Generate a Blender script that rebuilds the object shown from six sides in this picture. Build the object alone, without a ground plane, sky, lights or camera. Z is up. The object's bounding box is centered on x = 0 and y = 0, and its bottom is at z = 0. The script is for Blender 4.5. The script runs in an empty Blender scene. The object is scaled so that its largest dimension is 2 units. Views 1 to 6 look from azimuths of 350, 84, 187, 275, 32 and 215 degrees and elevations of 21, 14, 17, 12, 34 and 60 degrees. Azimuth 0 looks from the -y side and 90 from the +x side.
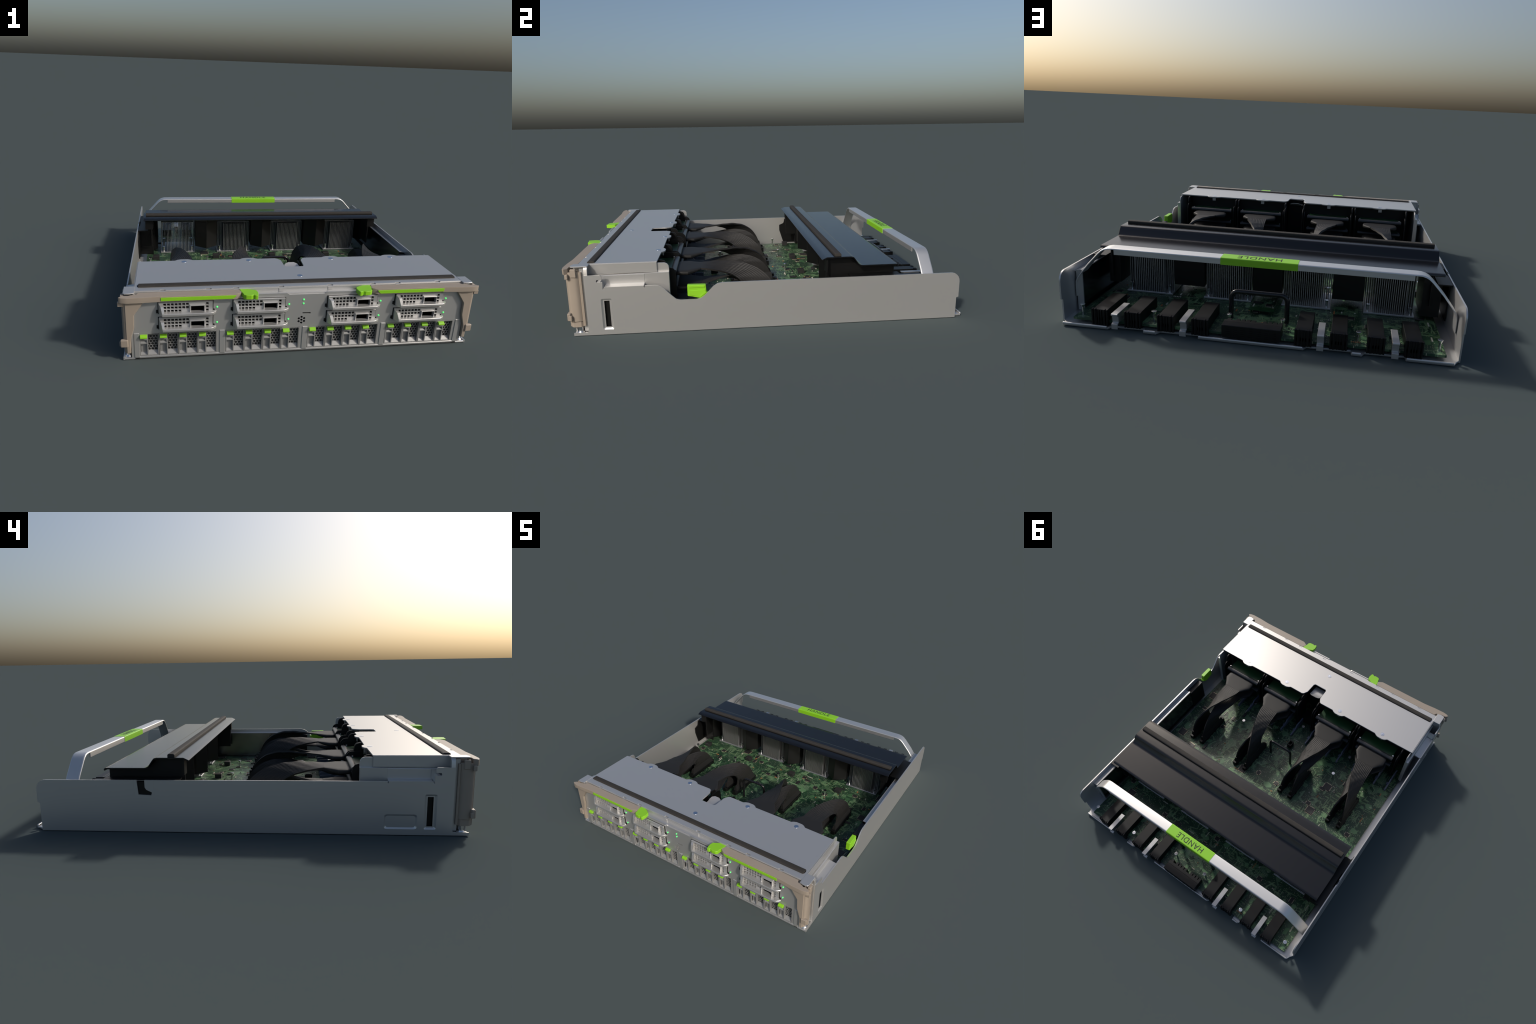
# Rack server blade: open sheet-metal tray with drive bays, circuit board, heat sinks,
# air baffle, ribbon cables and a strap handle.  Metres, z up, y = depth (front at -y).
import bpy, bmesh, math, random
from mathutils import Vector, Matrix
from mathutils.geometry import tessellate_polygon

random.seed(7)
COL = bpy.context.scene.collection

# ------------------------------------------------------------------ materials
def new_mat(name):
    m = bpy.data.materials.new(name); m.use_nodes = True
    nt = m.node_tree
    b = nt.nodes['Principled BSDF']
    return m, nt, b

def N(nt, kind, **kw):
    n = nt.nodes.new(kind)
    for k, v in kw.items():
        if k.startswith('i_'):
            n.inputs[k[2:]].default_value = v
        else:
            setattr(n, k, v)
    return n

def ramp(nt, fac, stops, interp='LINEAR'):
    r = nt.nodes.new('ShaderNodeValToRGB'); r.color_ramp.interpolation = interp
    els = r.color_ramp.elements
    while len(els) < len(stops): els.new(0.5)
    for e, (p, c) in zip(els, stops):
        e.position = p; e.color = (c, c, c, 1) if isinstance(c, (int, float)) else (*c, 1)
    nt.links.new(fac, r.inputs['Fac'])
    return r.outputs['Color']

def mix(nt, fac, a, b, blend='MIX'):
    n = nt.nodes.new('ShaderNodeMix'); n.data_type = 'RGBA'; n.blend_type = blend
    for sock, v in ((n.inputs['Factor'], fac), (n.inputs['A'], a), (n.inputs['B'], b)):
        if hasattr(v, 'is_output'): nt.links.new(v, sock)
        elif isinstance(v, (int, float)): sock.default_value = v
        else: sock.default_value = (*v, 1)
    return n.outputs['Result']

def math_node(nt, op, a, b=0.0):
    n = nt.nodes.new('ShaderNodeMath'); n.operation = op
    for i, v in enumerate((a, b)):
        if hasattr(v, 'is_output'): nt.links.new(v, n.inputs[i])
        else: n.inputs[i].default_value = v
    return n.outputs[0]

def simple(name, col, rough=0.5, metal=0.0, spec=0.5, grain=0.0, gscale=300.0, var=0.06, coat=0.0):
    m, nt, b = new_mat(name)
    tc = N(nt, 'ShaderNodeTexCoord')
    no = N(nt, 'ShaderNodeTexNoise', i_Scale=9.0, i_Detail=4.0)
    nt.links.new(tc.outputs['Object'], no.inputs['Vector'])
    lo = tuple(c * (1 - var) for c in col); hi = tuple(min(1, c * (1 + var)) for c in col)
    c = ramp(nt, no.outputs['Fac'], [(0.3, lo), (0.7, hi)])
    nt.links.new(c, b.inputs['Base Color'])
    b.inputs['Roughness'].default_value = rough
    b.inputs['Metallic'].default_value = metal
    b.inputs['Specular IOR Level'].default_value = spec
    b.inputs['Coat Weight'].default_value = coat
    if grain > 0:
        g = N(nt, 'ShaderNodeTexNoise', i_Scale=gscale, i_Detail=2.0)
        nt.links.new(tc.outputs['Object'], g.inputs['Vector'])
        bp = N(nt, 'ShaderNodeBump', i_Strength=grain, i_Distance=0.002)
        nt.links.new(g.outputs['Fac'], bp.inputs['Height'])
        nt.links.new(bp.outputs['Normal'], b.inputs['Normal'])
    return m

STEEL = simple('galvanised_sheet', (0.57, 0.565, 0.555), rough=0.355, metal=0.68, var=0.0)
CAST = simple('grey_casting', (0.30, 0.30, 0.295), rough=0.45, metal=0.3, var=0.0)
STRAP = simple('brushed_strap', (0.68, 0.68, 0.675), rough=0.40, metal=0.8, var=0.0)
ALU = simple('aluminium', (0.50, 0.50, 0.50), rough=0.40, metal=0.8, var=0.0)
CHROME = simple('bright_screw', (0.75, 0.75, 0.76), rough=0.22, metal=1.0)
BLACK = simple('black_plastic', (0.0045, 0.0045, 0.0045), rough=0.42, spec=0.35, var=0.1)
MATTE_BLACK = simple('matte_black', (0.006, 0.006, 0.006), rough=0.6, spec=0.25)
BAFFLE = simple('glossy_black_film', (0.004, 0.004, 0.0045), rough=0.20, spec=0.68, var=0.0)
FOAM = simple('foam_gasket', (0.034, 0.031, 0.028), rough=0.8, spec=0.3, grain=0.5, gscale=240)
BEIGE = simple('beige_plastic', (0.315, 0.264, 0.213), rough=0.5, var=0.03)
GREEN = simple('lime_plastic', (0.24, 0.56, 0.018), rough=0.42, var=0.03)
CABLE = simple('ribbon_sheath', (0.019, 0.018, 0.017), rough=0.55, spec=0.32, grain=0.2, gscale=350)
MOULD = simple('rubber_boot', (0.018, 0.0175, 0.017), rough=0.55, spec=0.3, grain=0.1, gscale=500)
RAIL = simple('slate_plastic', (0.13, 0.15, 0.20), rough=0.45)
CHIP = simple('chip_epoxy', (0.022, 0.021, 0.021), rough=0.45, grain=0.2)
TIN = simple('tinned_leads', (0.42, 0.37, 0.27), rough=0.35, metal=0.6)
COPPER = simple('orange_component', (0.45, 0.17, 0.06), rough=0.5)
PALE = simple('pale_component', (0.55, 0.52, 0.44), rough=0.5)
TEXT = simple('printed_ink', (0.012, 0.012, 0.012), rough=0.7)
PCB2 = simple('daughter_board', (0.012, 0.05, 0.016), rough=0.35)

def led_mat():
    m, nt, b = new_mat('green_led')
    b.inputs['Base Color'].default_value = (0.1, 0.8, 0.2, 1)
    b.inputs['Roughness'].default_value = 0.25
    b.inputs['Emission Color'].default_value = (0.08, 0.9, 0.16, 1)
    b.inputs['Emission Strength'].default_value = 0.75
    return m
LED = led_mat()

def pcb_mat():
    m, nt, b = new_mat('green_circuit_board')
    tc = N(nt, 'ShaderNodeTexCoord')
    co = tc.outputs['Object']
    def vor(scale, feature='F1', dist='EUCLIDEAN', stretch=(1, 1, 1), rnd=1.0):
        mp = N(nt, 'ShaderNodeMapping'); mp.inputs['Scale'].default_value = stretch
        nt.links.new(co, mp.inputs['Vector'])
        v = N(nt, 'ShaderNodeTexVoronoi', feature=feature, voronoi_dimensions='2D')
        if feature == 'F1': v.distance = dist
        v.inputs['Scale'].default_value = scale
        v.inputs['Randomness'].default_value = rnd
        nt.links.new(mp.outputs['Vector'], v.inputs['Vector'])
        return v
    nz = N(nt, 'ShaderNodeTexNoise', i_Scale=5.0, i_Detail=3.0)
    nt.links.new(co, nz.inputs['Vector'])
    # copper pours: angular patches in lighter green
    p1 = vor(13, dist='MANHATTAN'); p2 = vor(30, dist='CHEBYCHEV')
    sep1 = N(nt, 'ShaderNodeSeparateColor'); nt.links.new(p1.outputs['Color'], sep1.inputs[0])
    sep2 = N(nt, 'ShaderNodeSeparateColor'); nt.links.new(p2.outputs['Color'], sep2.inputs[0])
    base = ramp(nt, sep1.outputs[0], [(0.0, (0.017, 0.046, 0.025)), (0.40, (0.021, 0.057, 0.029)),
                                      (0.75, (0.027, 0.072, 0.035)), (0.94, (0.080, 0.150, 0.082))], 'CONSTANT')
    patch = ramp(nt, sep2.outputs[1], [(0.0, 0.0), (0.90, 1.0)], 'CONSTANT')
    c = mix(nt, patch, base, (0.080, 0.170, 0.080))
    dark = ramp(nt, sep2.outputs[2], [(0.0, 0.0), (0.84, 1.0)], 'CONSTANT')
    c = mix(nt, dark, c, (0.014, 0.048, 0.021))
    # fine hairline routing, mostly aligned with the board
    def hair(scale, stretch, gate_lo, colr, c):
        v = vor(scale, 'F1', 'CHEBYCHEV', stretch, 0.9)
        sp = N(nt, 'ShaderNodeSeparateColor'); nt.links.new(v.outputs['Color'], sp.inputs[0])
        l = ramp(nt, sp.outputs[0], [(0.0, 0.0), (0.86, 1.0)], 'CONSTANT')
        g = ramp(nt, nz.outputs['Fac'], [(gate_lo, 0.0), (gate_lo + 0.03, 1.0)])
        return mix(nt, math_node(nt, 'MULTIPLY', l, g), c, colr)
    c = hair(70, (0.35, 2.2, 1), 0.48, (0.105, 0.185, 0.085), c)
    c = hair(70, (2.2, 0.35, 1), 0.50, (0.120, 0.200, 0.100), c)
    # vias and tiny parts
    d = vor(85, 'F1')
    dd = ramp(nt, d.outputs['Distance'], [(0.0, 1.0), (0.12, 1.0), (0.16, 0.0)])
    sepd = N(nt, 'ShaderNodeSeparateColor'); nt.links.new(d.outputs['Color'], sepd.inputs[0])
    gate = ramp(nt, sepd.outputs[0], [(0.0, 0.0), (0.55, 1.0)], 'CONSTANT')
    c = mix(nt, math_node(nt, 'MULTIPLY', dd, gate), c, (0.38, 0.36, 0.26))
    nt.links.new(c, b.inputs['Base Color'])
    b.inputs['Roughness'].default_value = 0.38
    bp = N(nt, 'ShaderNodeBump', i_Strength=0.25, i_Distance=0.001)
    nt.links.new(c, bp.inputs['Height']); nt.links.new(bp.outputs['Normal'], b.inputs['Normal'])
    return m
PCB = pcb_mat()

# ------------------------------------------------------------------ mesh helpers
def empty(name, parent=None):
    o = bpy.data.objects.new(name, None); o.empty_display_size = 0.1
    COL.objects.link(o); o.parent = parent
    return o

def finish(me, mat, smooth=35, weighted=True):
    if mat is not None:
        for m in (mat if isinstance(mat, (list, tuple)) else [mat]): me.materials.append(m)
    if smooth:
        me.shade_smooth(); me.set_sharp_from_angle(angle=math.radians(smooth))
        if weighted: weight_normals(me, smooth)
    return me

def weight_normals(me, ang):
    """area-weighted corner normals, so big flat faces stay flat beside small bevels"""
    cosa = math.cos(math.radians(ang))
    at = [[] for _ in me.vertices]
    for p in me.polygons:
        n = p.normal.copy()
        for v in p.vertices: at[v].append((n, p.area))
    out = []
    for p in me.polygons:
        n0 = p.normal
        for v in p.vertices:
            acc = Vector((0, 0, 0))
            for n, a in at[v]:
                if n.dot(n0) > cosa: acc += n * a
            out.append(acc.normalized() if acc.length > 1e-12 else n0.copy())
    me.normals_split_custom_set(out)

def obj(name, me, parent, kind=None, loc=None):
    o = bpy.data.objects.new(name, me); COL.objects.link(o); o.parent = parent
    if loc: o.location = loc
    if kind: o['kind'] = kind
    return o

class Build:
    """collects solids into one mesh"""
    def __init__(self): self.bm = bmesh.new()
    def _bev(self, verts, bev, seg=1, ang=30):
        if bev <= 0: return
        vs = set(verts)
        es = [e for e in self.bm.edges if e.verts[0] in vs and e.verts[1] in vs
              and len(e.link_faces) == 2 and e.calc_face_angle(0) > math.radians(ang)]
        bmesh.ops.bevel(self.bm, geom=es, offset=bev, segments=seg, affect='EDGES', profile=0.5, clamp_overlap=True)
    def box(self, x0, x1, y0, y1, z0, z1, bev=0.0, seg=1, mi=0):
        r = bmesh.ops.create_cube(self.bm, size=1.0)
        for v in r['verts']:
            v.co = Vector(((x0 + x1) / 2 + v.co.x * (x1 - x0), (y0 + y1) / 2 + v.co.y * (y1 - y0), (z0 + z1) / 2 + v.co.z * (z1 - z0)))
        for f in {f for v in r['verts'] for f in v.link_faces}: f.material_index = mi
        self._bev(r['verts'], bev, seg); return self
    def prism(self, pts, axis, a, b, holes=(), bev=0.0, seg=1, mi=0):
        """extrude a polygon: axis 'x' -> pts are (y,z); 'y' -> (x,z); 'z' -> (x,y)"""
        def P(p, w):
            return {'x': (w, p[0], p[1]), 'y': (p[0], w, p[1]), 'z': (p[0], p[1], w)}[axis]
        loops = [list(pts)] + [list(h) for h in holes]
        flat = [p for l in loops for p in l]
        tris = tessellate_polygon([[Vector((p[0], p[1], 0)) for p in l] for l in loops])
        va = [self.bm.verts.new(P(p, a)) for p in flat]; vb = [self.bm.verts.new(P(p, b)) for p in flat]
        fs = []
        for t in tris:
            for vv in (va, vb):
                try: fs.append(self.bm.faces.new([vv[i] for i in t]))
                except ValueError: pass
        o = 0
        for l in loops:
            n = len(l)
            for i in range(n):
                j = (i + 1) % n
                fs.append(self.bm.faces.new([va[o + i], va[o + j], vb[o + j], vb[o + i]]))
            o += n
        for f in fs: f.material_index = mi
        bmesh.ops.recalc_face_normals(self.bm, faces=fs)
        bmesh.ops.dissolve_limit(self.bm, angle_limit=0.01, verts=va + vb,
                                 edges=list({e for f in fs if f.is_valid for e in f.edges}))
        live = [v for v in va + vb if v.is_valid]
        self._bev(live, bev, seg); return self
    def cyl(self, c, r, h, axis='z', seg=16, r2=None, bev=0.0, mi=0):
        m = {'z': Matrix(), 'x': Matrix.Rotation(math.pi / 2, 4, 'Y'), 'y': Matrix.Rotation(math.pi / 2, 4, 'X')}[axis]
        q = bmesh.ops.create_cone(self.bm, cap_ends=True, segments=seg, radius1=r, radius2=r if r2 is None else r2, depth=h,
                                  matrix=Matrix.Translation(Vector(c)) @ m)
        for f in {f for v in q['verts'] for f in v.link_faces}: f.material_index = mi
        self._bev(q['verts'], bev, 2, 50); return self
    def loft(self, rings, closed=True, caps=True, mi=0):
        R = [[self.bm.verts.new(p) for p in r] for r in rings]
        fs = []
        n = len(R[0])
        for a, b in zip(R, R[1:]):
            for i in range(n if closed else n - 1):
                j = (i + 1) % n
                fs.append(self.bm.faces.new([a[i], a[j], b[j], b[i]]))
        if caps and closed:
            fs.append(self.bm.faces.new(R[0])); fs.append(self.bm.faces.new(R[-1]))
        for f in fs: f.material_index = mi
        bmesh.ops.recalc_face_normals(self.bm, faces=fs)
        return self
    def tube(self, path, r, seg=12):
        pts = [Vector(p) for p in path]; rings = []
        up = Vector((0, 1, 0))
        for i, p in enumerate(pts):
            t = (pts[min(i + 1, len(pts) - 1)] - pts[max(i - 1, 0)]).normalized()
            s = t.cross(up).normalized(); u = s.cross(t)
            rings.append([p + r * (math.cos(a) * s + math.sin(a) * u) for a in [2 * math.pi * k / seg for k in range(seg)]])
        return self.loft(rings)
    def mesh(self, name, mat, smooth=35, weighted=True):
        me = bpy.data.meshes.new(name); self.bm.to_mesh(me); self.bm.free()
        return finish(me, mat, smooth, weighted)

def mirror_x(pts): return [(-p[0], *p[1:]) for p in pts]

def fillet(pts, radii, n=5):
    """round polygon corners; radii: number or {index: r}"""
    out = []; L = len(pts)
    for i, p in enumerate(pts):
        r = radii if isinstance(radii, (int, float)) else radii.get(i, 0)
        if r <= 0: out.append(p); continue
        p = Vector(p); a = (Vector(pts[i - 1]) - p); b = (Vector(pts[(i + 1) % L]) - p)
        r = min(r, a.length * 0.49, b.length * 0.49)
        A = p + a.normalized() * r; B = p + b.normalized() * r
        for k in range(n + 1):
            t = k / n
            q = A * (1 - t) ** 2 + p * 2 * t * (1 - t) + B * t * t
            out.append((q.x, q.y))
    return out

def rect(x0, x1, y0, y1): return [(x0, y0), (x1, y0), (x1, y1), (x0, y1)]

def bezier(p, t):
    s = 1 - t
    return p[0] * s ** 3 + p[1] * 3 * s * s * t + p[2] * 3 * s * t * t + p[3] * t ** 3

# ------------------------------------------------------------------ the thing
root = empty('server_blade')
root['label'] = 'open grey metal rack server blade with drives and green latches'
root['category'] = 'computer server'

WX = 0.875          # outer wall face
T = 0.007           # sheet thickness
TOPZ = 0.238

# ---- chassis tray -----------------------------------------------------------
def wall_outline(cutout, hook):
    nz = 0.107 if cutout else 0.131
    p = [(-0.956, 0.0), (0.946, 0.0), (0.946, nz), (0.957, nz + 0.003), (0.957, 0.192), (0.9555, 0.204), (0.951, 0.216), (0.943, 0.226), (0.933, 0.2335), (0.922, 0.237), (0.912, TOPZ)]
    if hook:
        p += [(0.489, TOPZ), (0.483, 0.172), (0.425, 0.169), (0.421, 0.182), (0.446, 0.194), (0.453, 0.205), (0.453, TOPZ)]
    if cutout:
        p += [(-0.240, TOPZ), (-0.262, 0.234), (-0.283, 0.221), (-0.326, 0.176), (-0.343, 0.164), (-0.364, 0.159),
              (-0.443, 0.159), (-0.463, 0.164), (-0.480, 0.180), (-0.526, 0.226), (-0.542, 0.234), (-0.562, TOPZ)]
    p += [(-0.607, TOPZ), (-0.607, 0.229), (-0.611, 0.229), (-0.613, TOPZ), (-0.797, TOPZ), (-0.797, 0.228), (-0.803, 0.228), (-0.803, 0.262),
          (-0.829, 0.262), (-0.831, 0.268), (-0.829, 0.275), (-0.806, 0.275), (-0.806, 0.292), (-0.812, 0.298),
          (-0.883, 0.298), (-0.885, 0.020), (-0.893, 0.014), (-0.956, 0.014)]
    return p

POCKET = fillet(rect(-0.817, -0.765, 0.025, 0.181), 0.008, 3)
EMBOSS = fillet(rect(-0.737, -0.596, 0.026, 0.092), 0.014, 4)
def side_wall(sx):
    out = wall_outline(sx > 0, sx < 0)
    b = Build()
    xo, xi = sx * WX, sx * (WX - T)
    b.prism(out, 'x', xi, xo, holes=[POCKET] if sx > 0 else [POCKET, EMBOSS])
    return obj('tray_wall', b.mesh('tray_wall', STEEL), tray)

bt = Build()
# floor sheet with a scalloped trailing lip
fl = [(-0.870, -0.956), (0.870, -0.956), (0.870, 0.946)]
lip = []
segs = [(0.858, 0.632), (0.482, 0.409), (0.234, -0.238), (-0.425, -0.483), (-0.649, -0.857)]
for a, c in segs:
    lip += [(a, 0.958), (a - 0.002, 0.985), (c + 0.012, 0.985), (c, 0.962)]
fl += lip + [(-0.870, 0.946)]
bt.prism(fl, 'z', 0.0, 0.009, bev=0.0015)
for a, c in segs:   # rolled edge of the lip
    bt.box(c + 0.014, a - 0.003, 0.979, 0.989, 0.004, 0.0165, bev=0.004, seg=3)
bt.box(-0.822, 0.822, -0.956, -0.944, 0.0, 0.014, bev=0.002)
tray = obj('chassis_tray', bt.mesh('chassis_tray', STEEL), root)
for sx in (1, -1):
    side_wall(sx)

for sx in (1, -1):
    # pressed-in pocket round a slot
    b = Build()
    inn = fillet(rect(-0.809, -0.773, 0.033, 0.174), 0.004, 3)
    b.loft([[(sx * (WX - 0.0002), *p) for p in POCKET], [(sx * (WX - 0.006), *p) for p in inn]], caps=False)
    b.prism(inn, 'x', sx * (WX - 0.006), sx * (WX - 0.008), holes=[rect(-0.803, -0.778, 0.038, 0.169)])
    obj('slot_pocket', b.mesh('slot_pocket', STEEL), tray)
    b = Build(); b.box(*sorted((sx * 0.855, sx * 0.858)), -0.81, -0.77, 0.03, 0.175)
    obj('slot_backing', b.mesh('slot_backing', BLACK), tray)
    # inner bay panel with a rounded trailing corner
    b = Build()
    pan = [(-0.885, 0.030), (-0.494, 0.030), (-0.494, 0.300), (-0.496, 0.316), (-0.503, 0.326), (-0.516, 0.331), (-0.885, 0.331)]
    b.prism(pan, 'x', sx * 0.804, sx * 0.810, bev=0.001)
    b.prism([(-0.880, 0.030), (-0.494, 0.030), (-0.494, 0.2885), (-0.612, 0.2865), (-0.880, 0.2825)], 'x', sx * 0.8095, sx * 0.827, bev=0.0012)
    obj('bay_panel', b.mesh('bay_panel', STEEL), tray)
    # trough shelf bridging panel and wall
    b = Build()
    b.prism([(sx * 0.826, 0.283), (sx * 0.8282, 0.283), (sx * 0.8284, 0.2405), (sx * 0.869, 0.2355), (sx * 0.869, 0.227), (sx * 0.826, 0.227)], 'y', -0.797, -0.612, bev=0.001)
    b.prism([(-0.815, 0.262), (-0.797, 0.228), (-0.803, 0.228), (-0.829, 0.262)], 'x', sx * 0.82, sx * 0.869)
    obj('trough_shelf', b.mesh('trough_shelf', STEEL), tray)
    # corner ear over the lever pivot
    b = Build()
    ear = [(sx * x, y) for x, y in [(0.812, -0.943), (0.835, -0.950), (0.857, -0.948), (0.863, -0.940), (0.863, -0.868), (0.812, -0.868)]]
    b.prism(ear, 'z', 0.335, 0.341, bev=0.0015)
    b.prism([(sx * 0.863, 0.335), (sx * 0.869, 0.326), (sx * 0.872, 0.296), (sx * 0.866, 0.296), (sx * 0.862, 0.326), (sx * 0.852, 0.336), (sx * 0.856, 0.341)], 'y', -0.886, -0.868, bev=0.0012)
    b.box(*sorted((sx * 0.812, sx * 0.868)), -0.888, -0.883, 0.014, 0.297); b.box(*sorted((sx * 0.812, sx * 0.864)), -0.884, -0.878, 0.29, 0.337)      # recess back wall
    b.box(*sorted((sx * 0.812, sx * 0.818)), -0.945, -0.885, 0.014, 0.335)      # recess flank
    b.box(*sorted((sx * 0.838, sx * 0.852)), -0.909, -0.886, 0.014, 0.330)
    obj('corner_ear', b.mesh('corner_ear', STEEL), tray)
    # gap floor between bay panel and wall
b = Build()     # pressed-in label panel on one wall
inn = fillet(rect(-0.730, -0.603, 0.033, 0.085), 0.012, 4)
b.loft([[(-WX + 0.0002, *p) for p in EMBOSS], [(-WX + 0.0045, *p) for p in inn]], caps=False)
b.prism(inn, 'x', -WX + 0.0045, -WX + 0.006)
obj('label_recess', b.mesh('label_recess', STEEL), tray)
b = Build()
b.prism(fillet(rect(0.411, 0.506, 0.154, 0.2375), {0: 0.01, 1: 0.01}, 4), 'x', -WX + 0.001, -WX - 0.0008,
        holes=[fillet(rect(0.415, 0.502, 0.158, 0.2365), {0: 0.008, 1: 0.008}, 4)])
b.box(-0.866, -0.860, 0.41, 0.51, 0.155, 0.236, mi=1)
obj('latch_slot_rim', b.mesh('latch_slot_rim', [STEEL, BLACK]), tray)

# ducted rail box along one wall
b = Build()
b.prism([(0.8335, 0.211), (0.836, 0.2145), (0.868, 0.208), (0.868, 0.202), (0.8335, 0.208)], 'y', -0.150, 0.832, bev=0.001)
b.box(0.8325, 0.862, 0.824, 0.832, 0.012, 0.206)
b.box(0.8320, 0.8350, -0.150, 0.826, 0.009, 0.2115, mi=1)
obj('cable_duct', b.mesh('cable_duct', [STEEL, simple('polished_plate', (0.22, 0.23, 0.22), rough=0.22, metal=1.0, var=0.0)]), tray)  # inner plate: steel colour darkened and slightly greened for its dark board reflections
b = Build(); b.box(0.826, 0.866, -0.285, -0.150, 0.036, 0.200, bev=0.003)
obj('latch_block', b.mesh('latch_block', BLACK), tray)
b = Build()
gl = [(-0.408, 0.227), (-0.319, 0.225), (-0.317, 0.190), (-0.305, 0.184), (-0.325, 0.166), (-0.345, 0.158), (-0.386, 0.168), (-0.408, 0.172)]
b.prism(gl, 'x', 0.836, 0.862, bev=0.002)
b.box(0.861, 0.8645, -0.400, -0.325, 0.213, 0.224, bev=0.001)
b.prism([(-0.400, 0.199), (-0.322, 0.202), (-0.318, 0.186), (-0.345, 0.166), (-0.384, 0.175), (-0.400, 0.178)], 'x', 0.861, 0.8645, bev=0.001)
obj('release_catch', b.mesh('release_catch', GREEN), root)

# ---- cover over the drive bays ---------------------------------------------
b = Build()
CX = 0.814
back = [(CX, -0.550)]
for sc in (0.576, 0.229):
    back += [(sc + 0.048, -0.548), (sc + 0.034, -0.536), (sc + 0.018, -0.530), (sc - 0.018, -0.530), (sc - 0.034, -0.536), (sc - 0.048, -0.546)]
back += [(0.082, -0.545), (0.070, -0.552), (0.055, -0.580), (0.052, -0.660), (0.044, -0.670)]
outline = back + [(-x, y) for x, y in reversed(back)]
front = [(-CX, -0.921)]
for nx in (-0.684, -0.471, -0.341, -0.122, 0.122, 0.341, 0.471, 0.684):
    front += [(nx - 0.013, -0.921), (nx - 0.013, -0.912), (nx + 0.013, -0.912), (nx + 0.013, -0.921)]
front += [(CX, -0.921)]
GR = rect(-0.802, 0.802, -0.884, -0.846)
b.prism(outline + front, 'z', 0.333, 0.340, holes=[fillet(GR, 0.016, 4)], bev=0.0012)
for sx in (1, -1):
    b.box(*sorted((sx * (CX + 0.001), sx * (CX + 0.005))), -0.921, -0.551, 0.2885, 0.3385, bev=0.0012)
b.box(-0.805, 0.805, -0.890, -0.840, 0.326, 0.331)
cover = obj('bay_cover', b.mesh('bay_cover', STEEL), root)

def gasket(y0, y1, z0, z1, x, name, parent):
    b = Build(); n = 8
    prof = [(y0, z0)]
    for k in range(n + 1):
        a = math.pi * (1 - k / n); c = math.cos(a)
        prof.append(((y0 + y1) / 2 + (y1 - y0) / 2 * math.copysign(abs(c) ** 0.6, c), z1 - 0.008 + 0.008 * math.sin(a) ** 0.7))
    prof += [(y1, z0)]
    b.prism(prof, 'x', -x, x, bev=0.001)
    return obj(name, b.mesh(name, FOAM, 50), parent)
gasket(-0.8835, -0.8475, 0.331, 0.3475, 0.797, 'gasket_strip', cover)

b = Build()
b.cyl((0, 0, 0.0003), 0.0135, 0.0014, seg=28); b.cyl((0, 0, 0.0010), 0.006, 0.0012, seg=16, r2=0.004)
SCREW = b.mesh('flat_screw', simple('zinc_screw', (0.62, 0.66, 0.74), rough=0.28, metal=1.0))
for x, y in [(-0.576, -0.567), (-0.230, -0.567), (0.229, -0.567), (0.576, -0.567), (0.0, -0.794)]:
    obj('cover_screw', SCREW, cover, loc=(x, y, 0.340))
# bent tab inside the cover cut-out
b = Build()
tongue = [(-0.578, 0.3275), (-0.586, 0.3215), (-0.600, 0.313), (-0.618, 0.307), (-0.640, 0.304), (-0.680, 0.303)]
n_t = 12; rings = []
for y, z in tongue:
    f = min(1.0, (-0.576 - y) / 0.014) ** 0.5
    rings.append([(0.001 - 0.0415 * f, y, z), (0.001 + 0.0415 * f, y, z), (0.001 + 0.0415 * f, y, z - 0.004), (0.001 - 0.0415 * f, y, z - 0.004)])
b.loft(rings)
obj('bent_tab', b.mesh('bent_tab', STEEL), cover)

# ---- face panel with drives --------------------------------------------------
FY = -0.956
b = Build()
panel = [(-0.835, 0.010), (0.835, 0.010), (0.835, 0.300), (0.820, 0.300), (0.820, 0.320), (0.101, 0.320), (0.095, 0.318), (0.087, 0.311), (-0.087, 0.311), (-0.095, 0.318), (-0.101, 0.320), (-0.820, 0.320), (-0.820, 0.300), (-0.835, 0.300)]
DX = [-0.5795, -0.2330, 0.2285, 0.5755]       # drive bay centres
GX = [-0.7990, -0.3923, 0.0143, 0.4210]       # first edge of each module group
MODP = 0.0913                                 # module pitch
holes = [rect(g, g + 4 * MODP, 0.0165, 0.1365) for g in GX]
for x in DX:
    for z in (0.2375, 0.1580): holes.append(rect(x - 0.121, x + 0.121, z + 0.002, z + 0.0575))
holes += [rect(-0.018, 0.023, 0.2075, 0.2145)]
for dx, dz in [(0, 0)] + [(0.0155 * math.cos(a), 0.0155 * math.sin(a)) for a in [math.radians(30 + 60 * k) for k in range(6)]]:
    holes.append([(-0.021 + dx + 0.0062 * math.cos(a), 0.174 + dz + 0.0062 * math.sin(a)) for a in [2 * math.pi * k / 10 for k in range(10)]])
b.prism(panel, 'y', FY, FY + 0.007, holes=holes, bev=0.0015)
b.box(-0.820, 0.820, -0.949, -0.915, 0.300, 0.3165)                       # ledge behind the panel edge
b.box(-0.815, 0.815, -0.924, -0.915, 0.300, 0.337, bev=0.003, seg=2)
for x in [-0.4075, 0.0, 0.4055]:                                          # posts between module groups
    b.box(x - 0.0125, x + 0.0125, -0.9595, -0.955, 0.012, 0.138, bev=0.001)
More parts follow.
